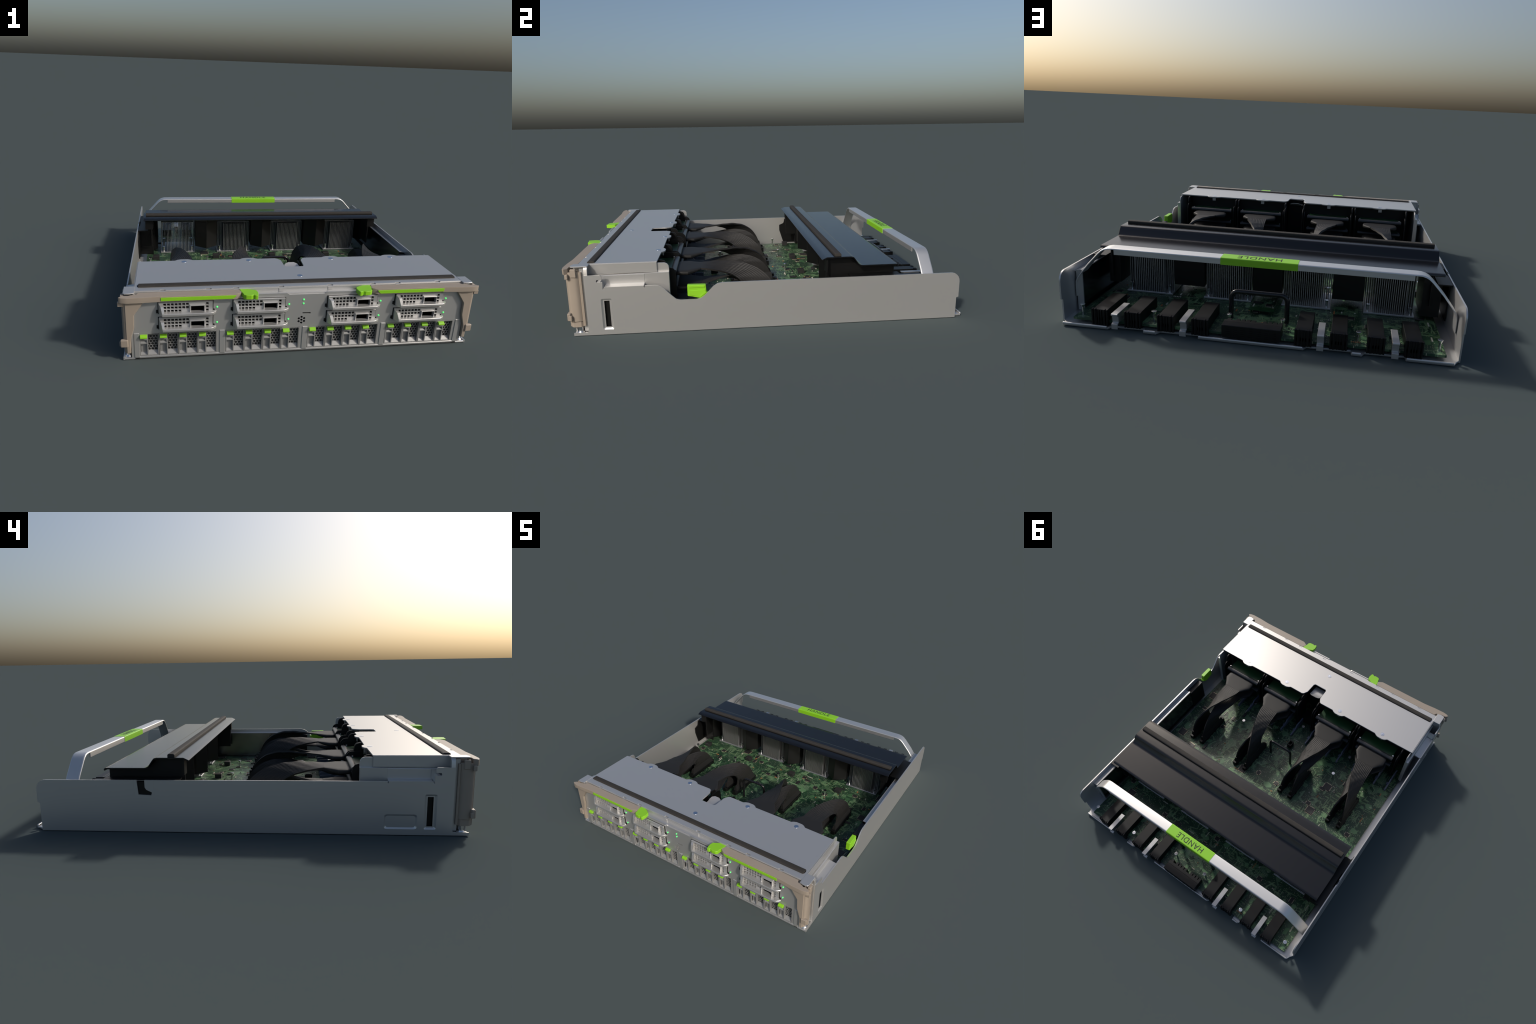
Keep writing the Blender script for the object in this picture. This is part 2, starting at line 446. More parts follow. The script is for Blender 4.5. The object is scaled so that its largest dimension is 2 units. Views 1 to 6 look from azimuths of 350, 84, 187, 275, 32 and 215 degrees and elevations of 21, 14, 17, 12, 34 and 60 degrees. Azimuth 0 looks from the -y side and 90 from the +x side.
for sx in (1, -1):
    b.box(*sorted((sx * 0.798, sx * 0.821)), -0.9595, -0.955, 0.010, 0.139, bev=0.001)
b.box(-0.80, 0.80, -0.9595, -0.955, 0.007, 0.0155, bev=0.001)
for nx in (-0.684, -0.471, -0.341, -0.122, 0.122, 0.341, 0.471, 0.684):   # little catches along the edge
    b.box(nx - 0.012, nx + 0.008, -0.9265, -0.912, 0.3175, 0.3325)
face = obj('face_panel', b.mesh('face_panel', STEEL), root)
b = Build(); b.box(-0.80, 0.80, -0.892, -0.886, 0.012, 0.315)
obj('panel_backing', b.mesh('panel_backing', MATTE_BLACK), face)

# LEDs
b = Build()
bmesh.ops.create_uvsphere(b.bm, u_segments=12, v_segments=8, radius=0.0043)
LEDM = b.mesh('indicator_light', LED, 60)
for x, z in [(-0.433, 0.262), (-0.433, 0.182), (-0.087, 0.262), (-0.087, 0.182), (0.375, 0.262), (0.374, 0.182), (0.722, 0.262), (0.722, 0.183), (-0.016, 0.284), (-0.016, 0.263)]:
    obj('indicator_light', LEDM, face, loc=(x, FY - 0.001, z))

# drive carrier (local x=0 at bay centre, z=0 at carrier bottom)
def carrier_meshes():
    b = Build()
    hs = []
    for c in range(7):
        for r in range(3):
            if r == 2 and c > 4: continue
            x = -0.1025 + c * 0.0173; z = 0.0435 - r * 0.0163
            hs.append(rect(x, x + 0.0125, z, z + 0.0108))
    hs.append(rect(0.0235, 0.0845, 0.0110, 0.0410))
    for r in range(3):
        z = 0.0435 - r * 0.0163
        hs.append(rect(0.0935, 0.1055, z, z + 0.0108))
    b.prism(rect(-0.1245, 0.1245, 0.0, 0.0605), 'y', -0.9655, -0.9560, holes=hs, bev=0.0006)
    b.box(-0.1245, 0.1245, -0.968, -0.956, 0.0590, 0.0625, bev=0.001)              # top rim
    # raised frame round the release window
    b.prism(rect(0.0175, 0.0885, 0.0070, 0.0455), 'y', -0.9745, -0.9650, holes=[rect(0.0235, 0.0845, 0.0110, 0.0410)], bev=0.0012)
    # lever: pillar and shelf
    b.prism([(-0.124, -0.960), (-0.1085, -0.9935), (0.112, -0.9935), (0.128, -0.986), (0.141, -0.972), (0.141, -0.966), (0.124, -0.960)], 'z', -0.0005, 0.0125, bev=0.0015)
    r0 = [(-0.1250, -0.960, 0.012), (-0.1100, -0.960, 0.012), (-0.1100, -0.960, 0.056), (-0.1250, -0.960, 0.056)]
    r1 = [(-0.1150, -0.981, 0.012), (-0.1005, -0.981, 0.012), (-0.1005, -0.981, 0.045), (-0.1150, -0.981, 0.045)]
    r2 = [(-0.1085, -0.993, 0.012), (-0.0985, -0.993, 0.012), (-0.0985, -0.993, 0.016), (-0.1085, -0.993, 0.016)]
    b.loft([r0, r1, r2])
    me = b.mesh('drive_carrier', STEEL, 30)
    k = Build()
    k.prism(rect(-0.1285, 0.1285, -0.0015, 0.0635), 'y', -0.9585, -0.955, holes=[rect(-0.121, 0.121, 0.002, 0.0575)])
    k.box(-0.1360, -0.1270, -0.9600, -0.955, 0.004, 0.020)
    k.box(0.1270, 0.1345, -0.9600, -0.955, 0.004, 0.016)
    return me, k.mesh('drive_seal', MATTE_BLACK)
CAR, CARK = carrier_meshes()
for x in DX:
    for z in (0.2375, 0.1580):
        o = obj('drive_carrier', CAR, root, loc=(x, 0, z))
        obj('drive_seal', CARK, o)

# plug-in modules with honeycomb vents
def module_mesh():
    w = MODP - 0.0012
    b = Build()
    z0, z1 = 0.0175, 0.1355
    hx0, hx1 = 0.0415, 0.0870
    b.prism(rect(0.0006, w, z0, z1), 'y', -0.9575, -0.9500, holes=[rect(0.0075, 0.0350, 0.0855, 0.1015), rect(0.0060, 0.0365, 0.0220, 0.0815), rect(hx0, hx1, 0.0215, 0.1330)], bev=0.0006)
    b.box(0.0070, 0.0370, -0.9440, -0.9400, 0.020, 0.083)                   # deep finger pocket
    b.prism([(-0.954, 0.0215), (-0.942, 0.0215), (-0.942, 0.034)], 'x', 0.0062, 0.0363)
    b.prism([(-0.956, 0.0855), (-0.942, 0.0855), (-0.942, 0.098)], 'x', 0.0076, 0.0349); b.box(0.0076, 0.0349, -0.944, -0.941, 0.085, 0.102)
    b.box(0.0370, 0.0405, -0.951, -0.936, 0.020, 0.134)
    b.box(0.0870, 0.0895, -0.951, -0.936, 0.020, 0.134)
    # sloped foot of the vent recess
    b.prism([(-0.9545, 0.0217), (-0.941, 0.0217), (-0.941, 0.040)], 'x', hx0, hx1)
    b.box(hx0 - 0.001, hx1 + 0.001, -0.9375, -0.9360, 0.020, 0.134, mi=1)
    # honeycomb: tiled hexagon rings
    R, ri = 0.0090, 0.0074
    yv, yb = -0.9420, -0.9395
    def hexring(cx, cz):
        oa = [(cx + R * math.cos(math.radians(90 + 60 * k)), cz + R * math.sin(math.radians(90 + 60 * k))) for k in range(6)]
        ia = [(cx + ri * math.cos(math.radians(90 + 60 * k)), cz + ri * math.sin(math.radians(90 + 60 * k))) for k in range(6)]
        cl = lambda p: (min(max(p[0], hx0 - 0.001), hx1 + 0.001), p[1])
        oa = [cl(p) for p in oa]; ia = [cl(p) for p in ia]
        vo = [b.bm.verts.new((p[0], yv, p[1])) for p in oa]; vi = [b.bm.verts.new((p[0], yv, p[1])) for p in ia]
        vk = [b.bm.verts.new((p[0], yb, p[1])) for p in ia]
        for i in range(6):
            j = (i + 1) % 6
            for q in ([vo[i], vo[j], vi[j], vi[i]], [vi[i], vi[j], vk[j], vk[i]]):
                if (q[0].co - q[1].co).length > 1e-5 and (q[2].co - q[3].co).length > 1e-5 and (q[1].co - q[2].co).length > 1e-5:
                    b.bm.faces.new(q)
    for r in range(7):
        for c in range(4):
            cx = hx0 + 0.0035 + c * 0.01559 + (0.0078 if r % 2 else 0)
            cz = 0.0465 + r * 0.0135
            if cx - R * 0.5 > hx1: continue
            hexring(cx, cz)
    return b.mesh('plug_module', [CAST, simple('dark_vent_backing', (0.03, 0.03, 0.03), rough=0.5)], 30)
MOD = module_mesh()
b = Build(); b.prism([(-0.9720, 0.1160), (-0.9735, 0.1200), (-0.9705, 0.1270), (-0.964, 0.1315), (-0.955, 0.1320), (-0.955, 0.1150)], 'x', 0.0055, 0.0380, bev=0.0012)
LATCH = b.mesh('release_latch', GREEN)
b = Build(); b.box(-0.0003, MODP, -0.9480, -0.9465, 0.0165, 0.0170)
for g in GX:
    for k in range(4):
        o = obj('plug_module', MOD, root, loc=(g + k * MODP, 0, 0))
        obj('release_latch', LATCH, o)

# ---- lever brackets -----------------------------------------------------------
for sx in (1, -1):
    S = lambda pts: [(sx * p[0], p[1]) for p in pts]
    b = Build()
    bar = [(0.882, -0.972), (0.868, -0.981), (0.840, -0.9855), (0.770, -0.9835), (0.692, -0.977), (0.350, -0.977), (0.322, -0.962), (0.319, -0.953), (0.327, -0.927),
           (0.700, -0.926), (0.795, -0.928), (0.802, -0.944), (0.815, -0.9465), (0.840, -0.956), (0.866, -0.956)]
    b.prism(S(bar), 'z', 0.3065, 0.3345, bev=0.0025, seg=2)
    gus = [(0.765, 0.312), (0.771, 0.304), (0.816, 0.240), (0.8185, 0.172), (0.837, 0.110), (0.837, 0.043), (0.8545, 0.041), (0.8545, 0.300), (0.860, 0.312)]
    b.prism(S(gus), 'y', -0.9725, -0.957, bev=0.002)
    col = [(0.836, -0.970), (0.858, -0.968), (0.866, -0.9625), (0.8715, -0.952), (0.8715, -0.930), (0.868, -0.918), (0.858, -0.908), (0.838, -0.905)]
    b.prism(S(col), 'z', 0.070, 0.315, bev=0.001)
    b.prism(S([(0.838, -0.968), (0.858, -0.966), (0.866, -0.955), (0.866, -0.920), (0.856, -0.910), (0.838, -0.908)]), 'z', 0.040, 0.071, bev=0.001)
    b.prism(S([(0.860, -0.912), (0.864, -0.908), (0.863, -0.900), (0.845, -0.900), (0.845, -0.91)]), 'z', 0.045, 0.312)
    b.prism(S([(0.846, -0.968), (0.848, -0.979), (0.882, -0.977), (0.882, -0.962), (0.860, -0.955)]), 'z', 0.078, 0.116, bev=0.003)
    b.box(*sorted((sx * 0.860, sx * 0.8755)), -0.946, -0.920, 0.290, 0.330, bev=0.002)
    b.box(*sorted((sx * 0.862, sx * 0.887)), -0.969, -0.955, 0.080, 0.104, bev=0.002)
    b.box(*sorted((sx * 0.862, sx * 0.887)), -0.969, -0.955, 0.285, 0.308, bev=0.002)
    lev = obj('ejector_lever', b.mesh('ejector_lever', BEIGE, 40), root)
    b = Build()
    st = [(0.6925, 0.3115), (0.6925, 0.3285), (0.346, 0.3285), (0.350, 0.320), (0.362, 0.3115)]
    b.prism(S(st), 'y', -0.9795, -0.975, bev=0.0006)
    obj('colour_strip', b.mesh('colour_strip', GREEN), lev)
    b = Build()
    tab = [(0.324, -0.922), (0.286, -0.922), (0.246, -0.943), (0.2415, -0.965), (0.2445, -0.988), (0.248, -0.9995), (0.260, -0.9985), (0.266, -0.9905), (0.278, -0.9965), (0.302, -0.9945), (0.313, -0.985), (0.314, -0.972), (0.323, -0.945)]
    b.prism(S(tab), 'z', 0.312, 0.3345, bev=0.0015)
    obj('thumb_tab', b.mesh('thumb_tab', GREEN), lev)
    b = Build()
    b.cyl((sx * 0.850, -0.928, 0.027), 0.013, 0.030, seg=20, bev=0.002)
    b.cyl((sx * 0.850, -0.928, 0.013), 0.020, 0.006, seg=20, r2=0.016)
    obj('pivot_pin', b.mesh('pivot_pin', CHROME), lev)

# ---- drive cage behind the cover --------------------------------------------------
b = Build()
b.box(-0.803, 0.803, -0.740, -0.732, 0.040, 0.325)
for x in (-0.5795, -0.2330, 0.2285, 0.5755):
    b.box(x - 0.165, x + 0.165, -0.588, -0.580, 0.060, 0.325)
for xe in [-0.752, -0.413, -0.394, -0.0655, 0.0655, 0.394, 0.413, 0.752]:
    hi = [(-0.555, 0.150), (-0.509, 0.150), (-0.509, 0.298), (-0.512, 0.315), (-0.521, 0.327), (-0.535, 0.331), (-0.555, 0.331)]
    b.prism(hi, 'x', xe - 0.004, xe + 0.004, bev=0.001)
    lo = [(-0.555, 0.060), (-0.468, 0.060), (-0.468, 0.254), (-0.472, 0.272), (-0.481, 0.284), (-0.496, 0.289), (-0.555, 0.289)]
    s = 0.0065 if xe in (-0.413, 0.394, -0.0655, 0.752) else -0.0065
    b.prism(lo, 'x', xe - 0.003 - s, xe + 0.003 - s, bev=0.001)
# rounded blocks in the middle, either side of the bent tab
b.box(-0.058, 0.058, -0.672, -0.664, 0.060, 0.300)
b.box(-0.056, 0.056, -0.60, -0.520, 0.040, 0.100)
for sx in (1, -1):
    b.prism([(-0.590, 0.06), (-0.463, 0.06), (-0.463, 0.262), (-0.468, 0.285), (-0.480, 0.298), (-0.498, 0.304), (-0.560, 0.304)], 'x', sx * 0.058, sx * 0.064, bev=0.001)
cage = obj('drive_cage', b.mesh('drive_cage', BLACK), root)
BAR = Build()
prof = fillet([(-0.496, 0.252), (-0.468, 0.250), (-0.466, 0.258), (-0.470, 0.266), (-0.484, 0.270), (-0.496, 0.266)], 0.005, 3)
BAR.prism(prof, 'x', -0.141, 0.141, bev=0.001)
BARM = BAR.mesh('connector_bar', simple('satin_black', (0.03, 0.031, 0.034), rough=0.34))
BRD = Build(); BRD.box(-0.130, 0.130, -0.600, -0.494, 0.2585, 0.2625); BRD.box(-0.130, 0.130, -0.600, -0.494, 0.1785, 0.1825); BRDM = BRD.mesh('bay_board', PCB2)
PIN = Build()
for xx in (-0.132, 0.132): PIN.cyl((xx, -0.500, 0.2665), 0.006, 0.008, seg=12, bev=0.001)
PINM = PIN.mesh('bar_screw', CHROME)
TABS = Build(); TABS.box(-0.011, 0.011, -0.545, -0.541, 0.312, 0.334); TABM = TABS.mesh('cover_tab', STEEL)
for x in DX:
    for dz in (0.0, -0.080):
        obj('connector_bar', BARM, cage, loc=(x, 0, dz)); obj('bar_screw', PINM, cage, loc=(x, 0, dz))
    obj('bay_board', BRDM, cage, loc=(x, 0, 0))
    obj('cover_tab', TABM, cover, loc=(x, 0, 0))

# ---- circuit board -------------------------------------------------------------------
PZ = 0.035
b = Build()
bo = [(-0.815, -0.90), (0.815, -0.90), (0.815, 0.962), (0.225, 0.962), (-0.815, 0.962)]
b.prism(bo, 'z', 0.024, PZ, bev=0.0005)
board = obj('circuit_board', b.mesh('circuit_board', PCB), root)

CC = [-0.605, -0.200, 0.200, 0.605]   # processor / socket columns
PC = [-0.599, -0.198, 0.196, 0.600]

def chip_mesh(w, d, h, leads):
    b = Build()
    b.box(-w / 2, w / 2, -d / 2, d / 2, 0.001, h, bev=0.0012)
    if leads:
        b.box(-w / 2 - 0.0045, w / 2 + 0.0045, -d / 2 + 0.004, d / 2 - 0.004, 0.0, 0.0025, mi=1)
        if leads > 1: b.box(-w / 2 + 0.004, w / 2 - 0.004, -d / 2 - 0.0045, d / 2 + 0.0045, 0.0, 0.0024, mi=1)
    return b.mesh('chip', [CHIP, TIN])
BIGC = chip_mesh(0.052, 0.052, 0.007, 2); MEDC = chip_mesh(0.030, 0.026, 0.006, 2)
SOIC = chip_mesh(0.044, 0.020, 0.006, 0); SOI2 = chip_mesh(0.020, 0.040, 0.006, 1)
CUBE = chip_mesh(0.044, 0.040, 0.028, 0)
def chip(me, x, y, rot=0):
    o = obj('chip', me, board, loc=(x, y, PZ)); o.rotation_euler = (0, 0, rot)
for x, y in [(-0.417, 0.079), (-0.418, -0.147), (0.746, 0.083), (0.170, 0.081), (-0.411, 0.372), (0.770, 0.36), (0.77, -0.32), (0.70, 0.70)]:
    chip(BIGC, x, y)
for x in (-0.750, -0.335, 0.067, 0.466):
    chip(CUBE, x, 0.275)
for x, y in [(-0.76, 0.21), (-0.02, 0.20), (0.40, 0.19), (0.60, 0.14), (-0.23, 0.30), (0.17, 0.30), (-0.58, -0.05), (-0.02, 0.62), (-0.42, 0.68), (0.39, 0.69), (0.03, 0.70), (-0.10, 0.04)]:
    chip(MEDC, x, y)
rng = random.Random(21)
taken = []
def free(x, y):
    if abs(x) > 0.79: return False
    for c in CC:
        if abs(x - c) < 0.075 and -0.19 < y < 0.09: return False
    for c in PC:
        if abs(x - c) < 0.14 and 0.36 < y < 0.63: return False
    if y > 0.78 and any(abs(abs(x) - c) < 0.055 for c in (0.226, 0.380, 0.532, 0.682)): return False
    if y > 0.89 and abs(x) < 0.15: return False
    return True
k = 0
while k < 32:
    x = rng.uniform(-0.78, 0.78); y = rng.uniform(-0.33, 0.94)
    if not free(x, y) or any(abs(x - a) < 0.06 and abs(y - c) < 0.05 for a, c in taken): continue
    taken.append((x, y)); k += 1
    chip(rng.choice([SOIC, SOI2, SOI2, MEDC, SOIC]), x, y, rng.choice([0, math.pi / 2]))
# tiny parts: resistors and capacitors
b = Build(); n = 0
while n < 620:
    x = rng.uniform(-0.80, 0.80); y = rng.uniform(-0.40, 0.95)
    if not free(x, y): continue
    run = rng.choice([1, 1, 1, 2, 3, 5]); vert = rng.random() < 0.5
    mi = rng.choice([0, 1, 1, 2, 2])
    for r in range(run):
        xx, yy = (x + r * 0.0085, y) if vert else (x, y + r * 0.0085)
        w, d = (0.0019, 0.0034) if vert else (0.0034, 0.0019)
        b.box(xx - w, xx + w, yy - d, yy + d, PZ, PZ + 0.003, mi=mi)
        n += 1
obj('tiny_components', b.mesh('tiny_components', [COPPER, PALE, CHIP], 0), board, kind='stuff')

# copper pours and routed traces, raised a hair above the solder mask
def poly_patch(b, pts, z, mi=0):
    f = b.bm.faces.new([b.bm.verts.new((x, y, z)) for x, y in pts]); f.material_index = mi
    if f.normal.z < 0 or f.calc_area() == 0: pass
b = Build(); prng = random.Random(5)
for k in range(170):
    x = prng.uniform(-0.78, 0.76); y = prng.uniform(-0.42, 0.93)
    w = prng.uniform(0.012, 0.050); d = prng.uniform(0.010, 0.040); a0 = prng.uniform(0, 6.28)
    m = prng.choice([4, 5, 6])
    pts = [(x + w * prng.uniform(0.6, 1.0) * math.cos(a0 + 6.283 * i / m), y + d * prng.uniform(0.6, 1.0) * math.sin(a0 + 6.283 * i / m)) for i in range(m)]
    if any(abs(px) > 0.813 or py > 0.96 for px, py in pts): continue
    poly_patch(b, pts, PZ + 0.00020 + 0.0000012 * k, prng.choice([0, 0, 1, 2]))
for k in range(340):
    x = prng.uniform(-0.76, 0.74); y = prng.uniform(-0.42, 0.92)
    ang = prng.choice([0, 45, 90, 135, 180, 225, 270, 315, 30, 65]); n = prng.choice([2, 3, 3, 4])
    bundle = prng.choice([1, 1, 2, 3]); w = prng.uniform(0.0010, 0.0019)
    segs_ = []
    for q in range(n):
        L = prng.uniform(0.012, 0.065); segs_.append((ang, L)); ang += prng.choice([45, -45, 90, -90, 60, -120])
    for t in range(bundle):
        px, py = x + t * 0.0045, y + t * 0.0035
        for an, L in segs_:
            dx, dy = math.cos(math.radians(an)), math.sin(math.radians(an))
            qx, qy = px + dx * L, py + dy * L
            if abs(qx) < 0.812 and qy < 0.96:
                poly_patch(b, [(px - dy * w, py + dx * w), (px + dy * w, py - dx * w), (qx + dy * w, qy - dx * w), (qx - dy * w, qy + dx * w)], PZ + 0.0006 + 0.0000006 * k, 3)
            px, py = qx, qy
bmesh.ops.recalc_face_normals(b.bm, faces=b.bm.faces)
for f in b.bm.faces:
    if f.normal.z < 0: f.normal_flip()
POUR = [simple('pour_light', (0.105, 0.210, 0.100), rough=0.38), simple('pour_mid', (0.050, 0.125, 0.055), rough=0.38),
        simple('pour_dark', (0.013, 0.046, 0.020), rough=0.38), simple('routed_copper', (0.170, 0.280, 0.145), rough=0.38)]
obj('board_traces', b.mesh('board_traces', POUR, 0), board, kind='stuff')

# standoff screws
b = Build()
b.cyl((0, 0, 0.022), 0.0055, 0.044, seg=14); b.cyl((0, 0, 0.040), 0.0060, 0.012, seg=18, r2=0.0115)
b.cyl((0, 0, 0.047), 0.0118, 0.003, seg=18, bev=0.001)
POST = b.mesh('standoff_screw', CHROME, 40)
for x, y in [(0.79, 0.92), (-0.79, 0.92), (0.452, 0.92), (-0.452, 0.92), (0.121, 0.87), (-0.121, 0.87), (0.0, 0.181), (0.404, 0.181), (-0.404, 0.181),
             (-0.785, 0.181), (0.404, -0.244), (-0.404, -0.244), (-0.0, -0.46), (0.43, -0.43), (-0.43, -0.43)]:
    obj('standoff_screw', POST, board, loc=(x, y, PZ))
b = Build(); b.prism(rect(-0.016, 0.016, -0.022, 0.022), 'z', PZ, 0.075, holes=[rect(-0.010, 0.010, -0.015, 0.015)], bev=0.001)
b.box(-0.012, 0.012, -0.017, 0.017, PZ, 0.05)
obj('socket_box', b.mesh('socket_box', BLACK), board, loc=(-0.002, -0.285, 0))

# pull loops
def loop(xh, y, zt, r):
    b = Build(); rb = 0.03; path = [(-xh, y, PZ - 0.002), (-xh, y, zt - rb)]
    for k in range(1, 7):
        a = math.pi / 2 * k / 6; path.append((-xh + rb - rb * math.cos(a), y, zt - rb + rb * math.sin(a)))
    for k in range(0, 7):
        a = math.pi / 2 * (1 - k / 6); path.append((xh - rb + rb * math.cos(a), y, zt - rb + rb * math.sin(a)))
    path.append((xh, y, PZ - 0.002))
    b.tube(path, r)
    obj('pull_loop', b.mesh('pull_loop', simple('gloss_black_wire', (0.01, 0.01, 0.011), rough=0.2), 60), board)
loop(0.087, -0.156, 0.196, 0.0085)
loop(0.129, 0.800, 0.166, 0.0115)

# card guide rails under the drive cage
b = Build()
b.prism([(-0.53, PZ), (-0.355, PZ), (-0.355, 0.055), (-0.365, 0.060), (-0.420, 0.062), (-0.440, 0.085), (-0.53, 0.085)], 'x', -0.005, 0.005, bev=0.0008)
b.box(-0.002, 0.016, -0.425, -0.405, PZ, 0.055, bev=0.001)
GUIDE = b.mesh('card_guide', RAIL)
for g in GX:
    for k in range(4):
        obj('card_guide', GUIDE, board, loc=(g + 0.031 + k * MODP, 0, 0))

# ---- heat sinks -----------------------------------------------------------------------
b = Build(); b.box(-0.121, 0.121, 0.386, 0.603, PZ + 0.001, 0.045, bev=0.0015)
HSB = b.mesh('heat_sink', ALU)
b = Build()
for k in range(16):
    x = -0.0735 + k * 0.0098
    b.box(x - 0.0013, x + 0.0013, 0.389, 0.600, 0.044, 0.250)
for sx in (1, -1):
    for k in range(4):
        x = sx * (0.0835 + k * 0.0105)
        b.box(x - 0.0012, x + 0.0012, 0.425, 0.564, 0.044, 0.252)
b.box(-0.116, 0.116, 0.430, 0.560, 0.2515, 0.254)
FINS = b.mesh('cooling_fins', ALU, 0)
b = Build()
for sx in (1, -1):
    for y in (0.405, 0.585):
        b.cyl((sx * 0.100, y, 0.060), 0.0055, 0.034, seg=12)
        b.cyl((sx * 0.100, y, 0.0765), 0.0070, 0.010, seg=12, r2=0.0105)
HSP = b.mesh('spring_screw', CHROME)
for c in PC:
    o = obj('heat_sink', HSB, root, loc=(c, 0, 0))
    obj('cooling_fins', FINS, o, kind='stuff')
    obj('spring_screw', HSP, o)

# ---- air baffle ---------------------------------------------------------------------------
BX = 0.828
top = [(0.258, 0.3185), (0.284, 0.3305), (0.408, 0.3305), (0.420, 0.327), (0.428, 0.318), (0.447, 0.2910), (0.457, 0.2855), (0.467, 0.2840), (0.637, 0.2840), (0.646, 0.2835), (0.652, 0.280), (0.654, 0.273)]
th = 0.007
bot = [(y, z - th) for y, z in top]; bot[0] = (0.262, 0.3135); bot[-1] = (0.649, 0.270); bot[-2] = (0.645, 0.2733); bot[-3] = (0.6425, 0.2742)
b = Build(); b.prism(top + bot[::-1], 'x', -BX, BX, bev=0.001)
baf = obj('air_baffle', b.mesh('air_baffle', BAFFLE, 40), root)
gasket(0.327, 0.360, 0.329, 0.3455, 0.813, 'gasket_strip', baf)
b = Build()
def wedge(xa, xb):
    m = (xa + xb) / 2
    b.prism([(xa, 0.384), (m, 0.328), (xb, 0.384), (xb, 0.578), (xa, 0.578)], 'z', 0.087, 0.276, bev=0.001)
    b.prism([(xa, 0.384), (m, 0.328), (xb, 0.384), (xb, 0.410), (xa, 0.410)], 'z', 0.276, 0.323)
for a, c in zip(PC, PC[1:]):
    wedge(a + 0.124, c - 0.124)
# end blocks
for sx in (1, -1):
    ya = 0.46 if sx > 0 else 0.375
    xi, xo = 0.742, (0.800 if sx > 0 else 0.826)
    b.prism([(sx * xi, ya + 0.05), (sx * (xi + 0.03), ya), (sx * xo, ya), (sx * xo, 0.622), (sx * xi, 0.622)], 'z', 0.060 if sx < 0 else 0.09, 0.229)
    b.prism([(sx * xi, ya + 0.05), (sx * (xi + 0.02), ya), (sx * 0.772, ya), (sx * 0.772, 0.635), (sx * xi, 0.635)], 'z', 0.229, 0.277)
    side = [(0.287, 0.300), (0.292, 0.120), (0.645, 0.120), (0.645, 0.276), (0.458, 0.276), (0.422, 0.310), (0.408, 0.324), (0.287, 0.324)]
    b.prism(side, 'x', sx * 0.772, sx * 0.780, bev=0.001)
    b.box(*sorted((sx * 0.765, sx * 0.816)), 0.284, 0.292, 0.248, 0.324)
    b.box(*sorted((sx * 0.800, sx * 0.866)), 0.300 if sx < 0 else 0.40, 0.655, 0.2300, 0.2360)
# mounting bracket reaching down to the board on one side
b.prism([(0.290, 0.2300), (0.284, 0.200), (0.277, 0.192), (0.247, 0.179), (0.248, 0.134), (0.280, 0.036), (0.60, 0.036), (0.60, 0.2300)], 'x', -0.8665, -0.860, bev=0.001)
b.box(-0.862, -0.770, 0.365, 0.371, 0.040, 0.2300)
obj('baffle_duct', b.mesh('baffle_duct', BLACK), baf)

# ---- ribbon cables ---------------------------------------------------------------------------
def boot_mesh():
    """moulded boot; flat top at z=0, belly below"""
    b = Build(); rings = []
    for y, hw, ht in [(-0.472, 0.104, 0.0125), (-0.455, 0.1095, 0.0140), (-0.412, 0.1100, 0.0140), (-0.376, 0.084, 0.0105), (-0.349, 0.0675, 0.0060), (-0.3475, 0.065, 0.0045)]:
        n = 32; ring = []
        for k in range(n):
            a = 2 * math.pi * k / n; c, s = math.cos(a), math.sin(a)
            ring.append((hw * math.copysign(abs(c) ** 0.28, c), y, -ht + ht * math.copysign(abs(s) ** 0.6, s)))
        rings.append(ring)
    b.loft(rings)
    return b.mesh('cable_boot', MOULD, 35)
BOOT = boot_mesh()

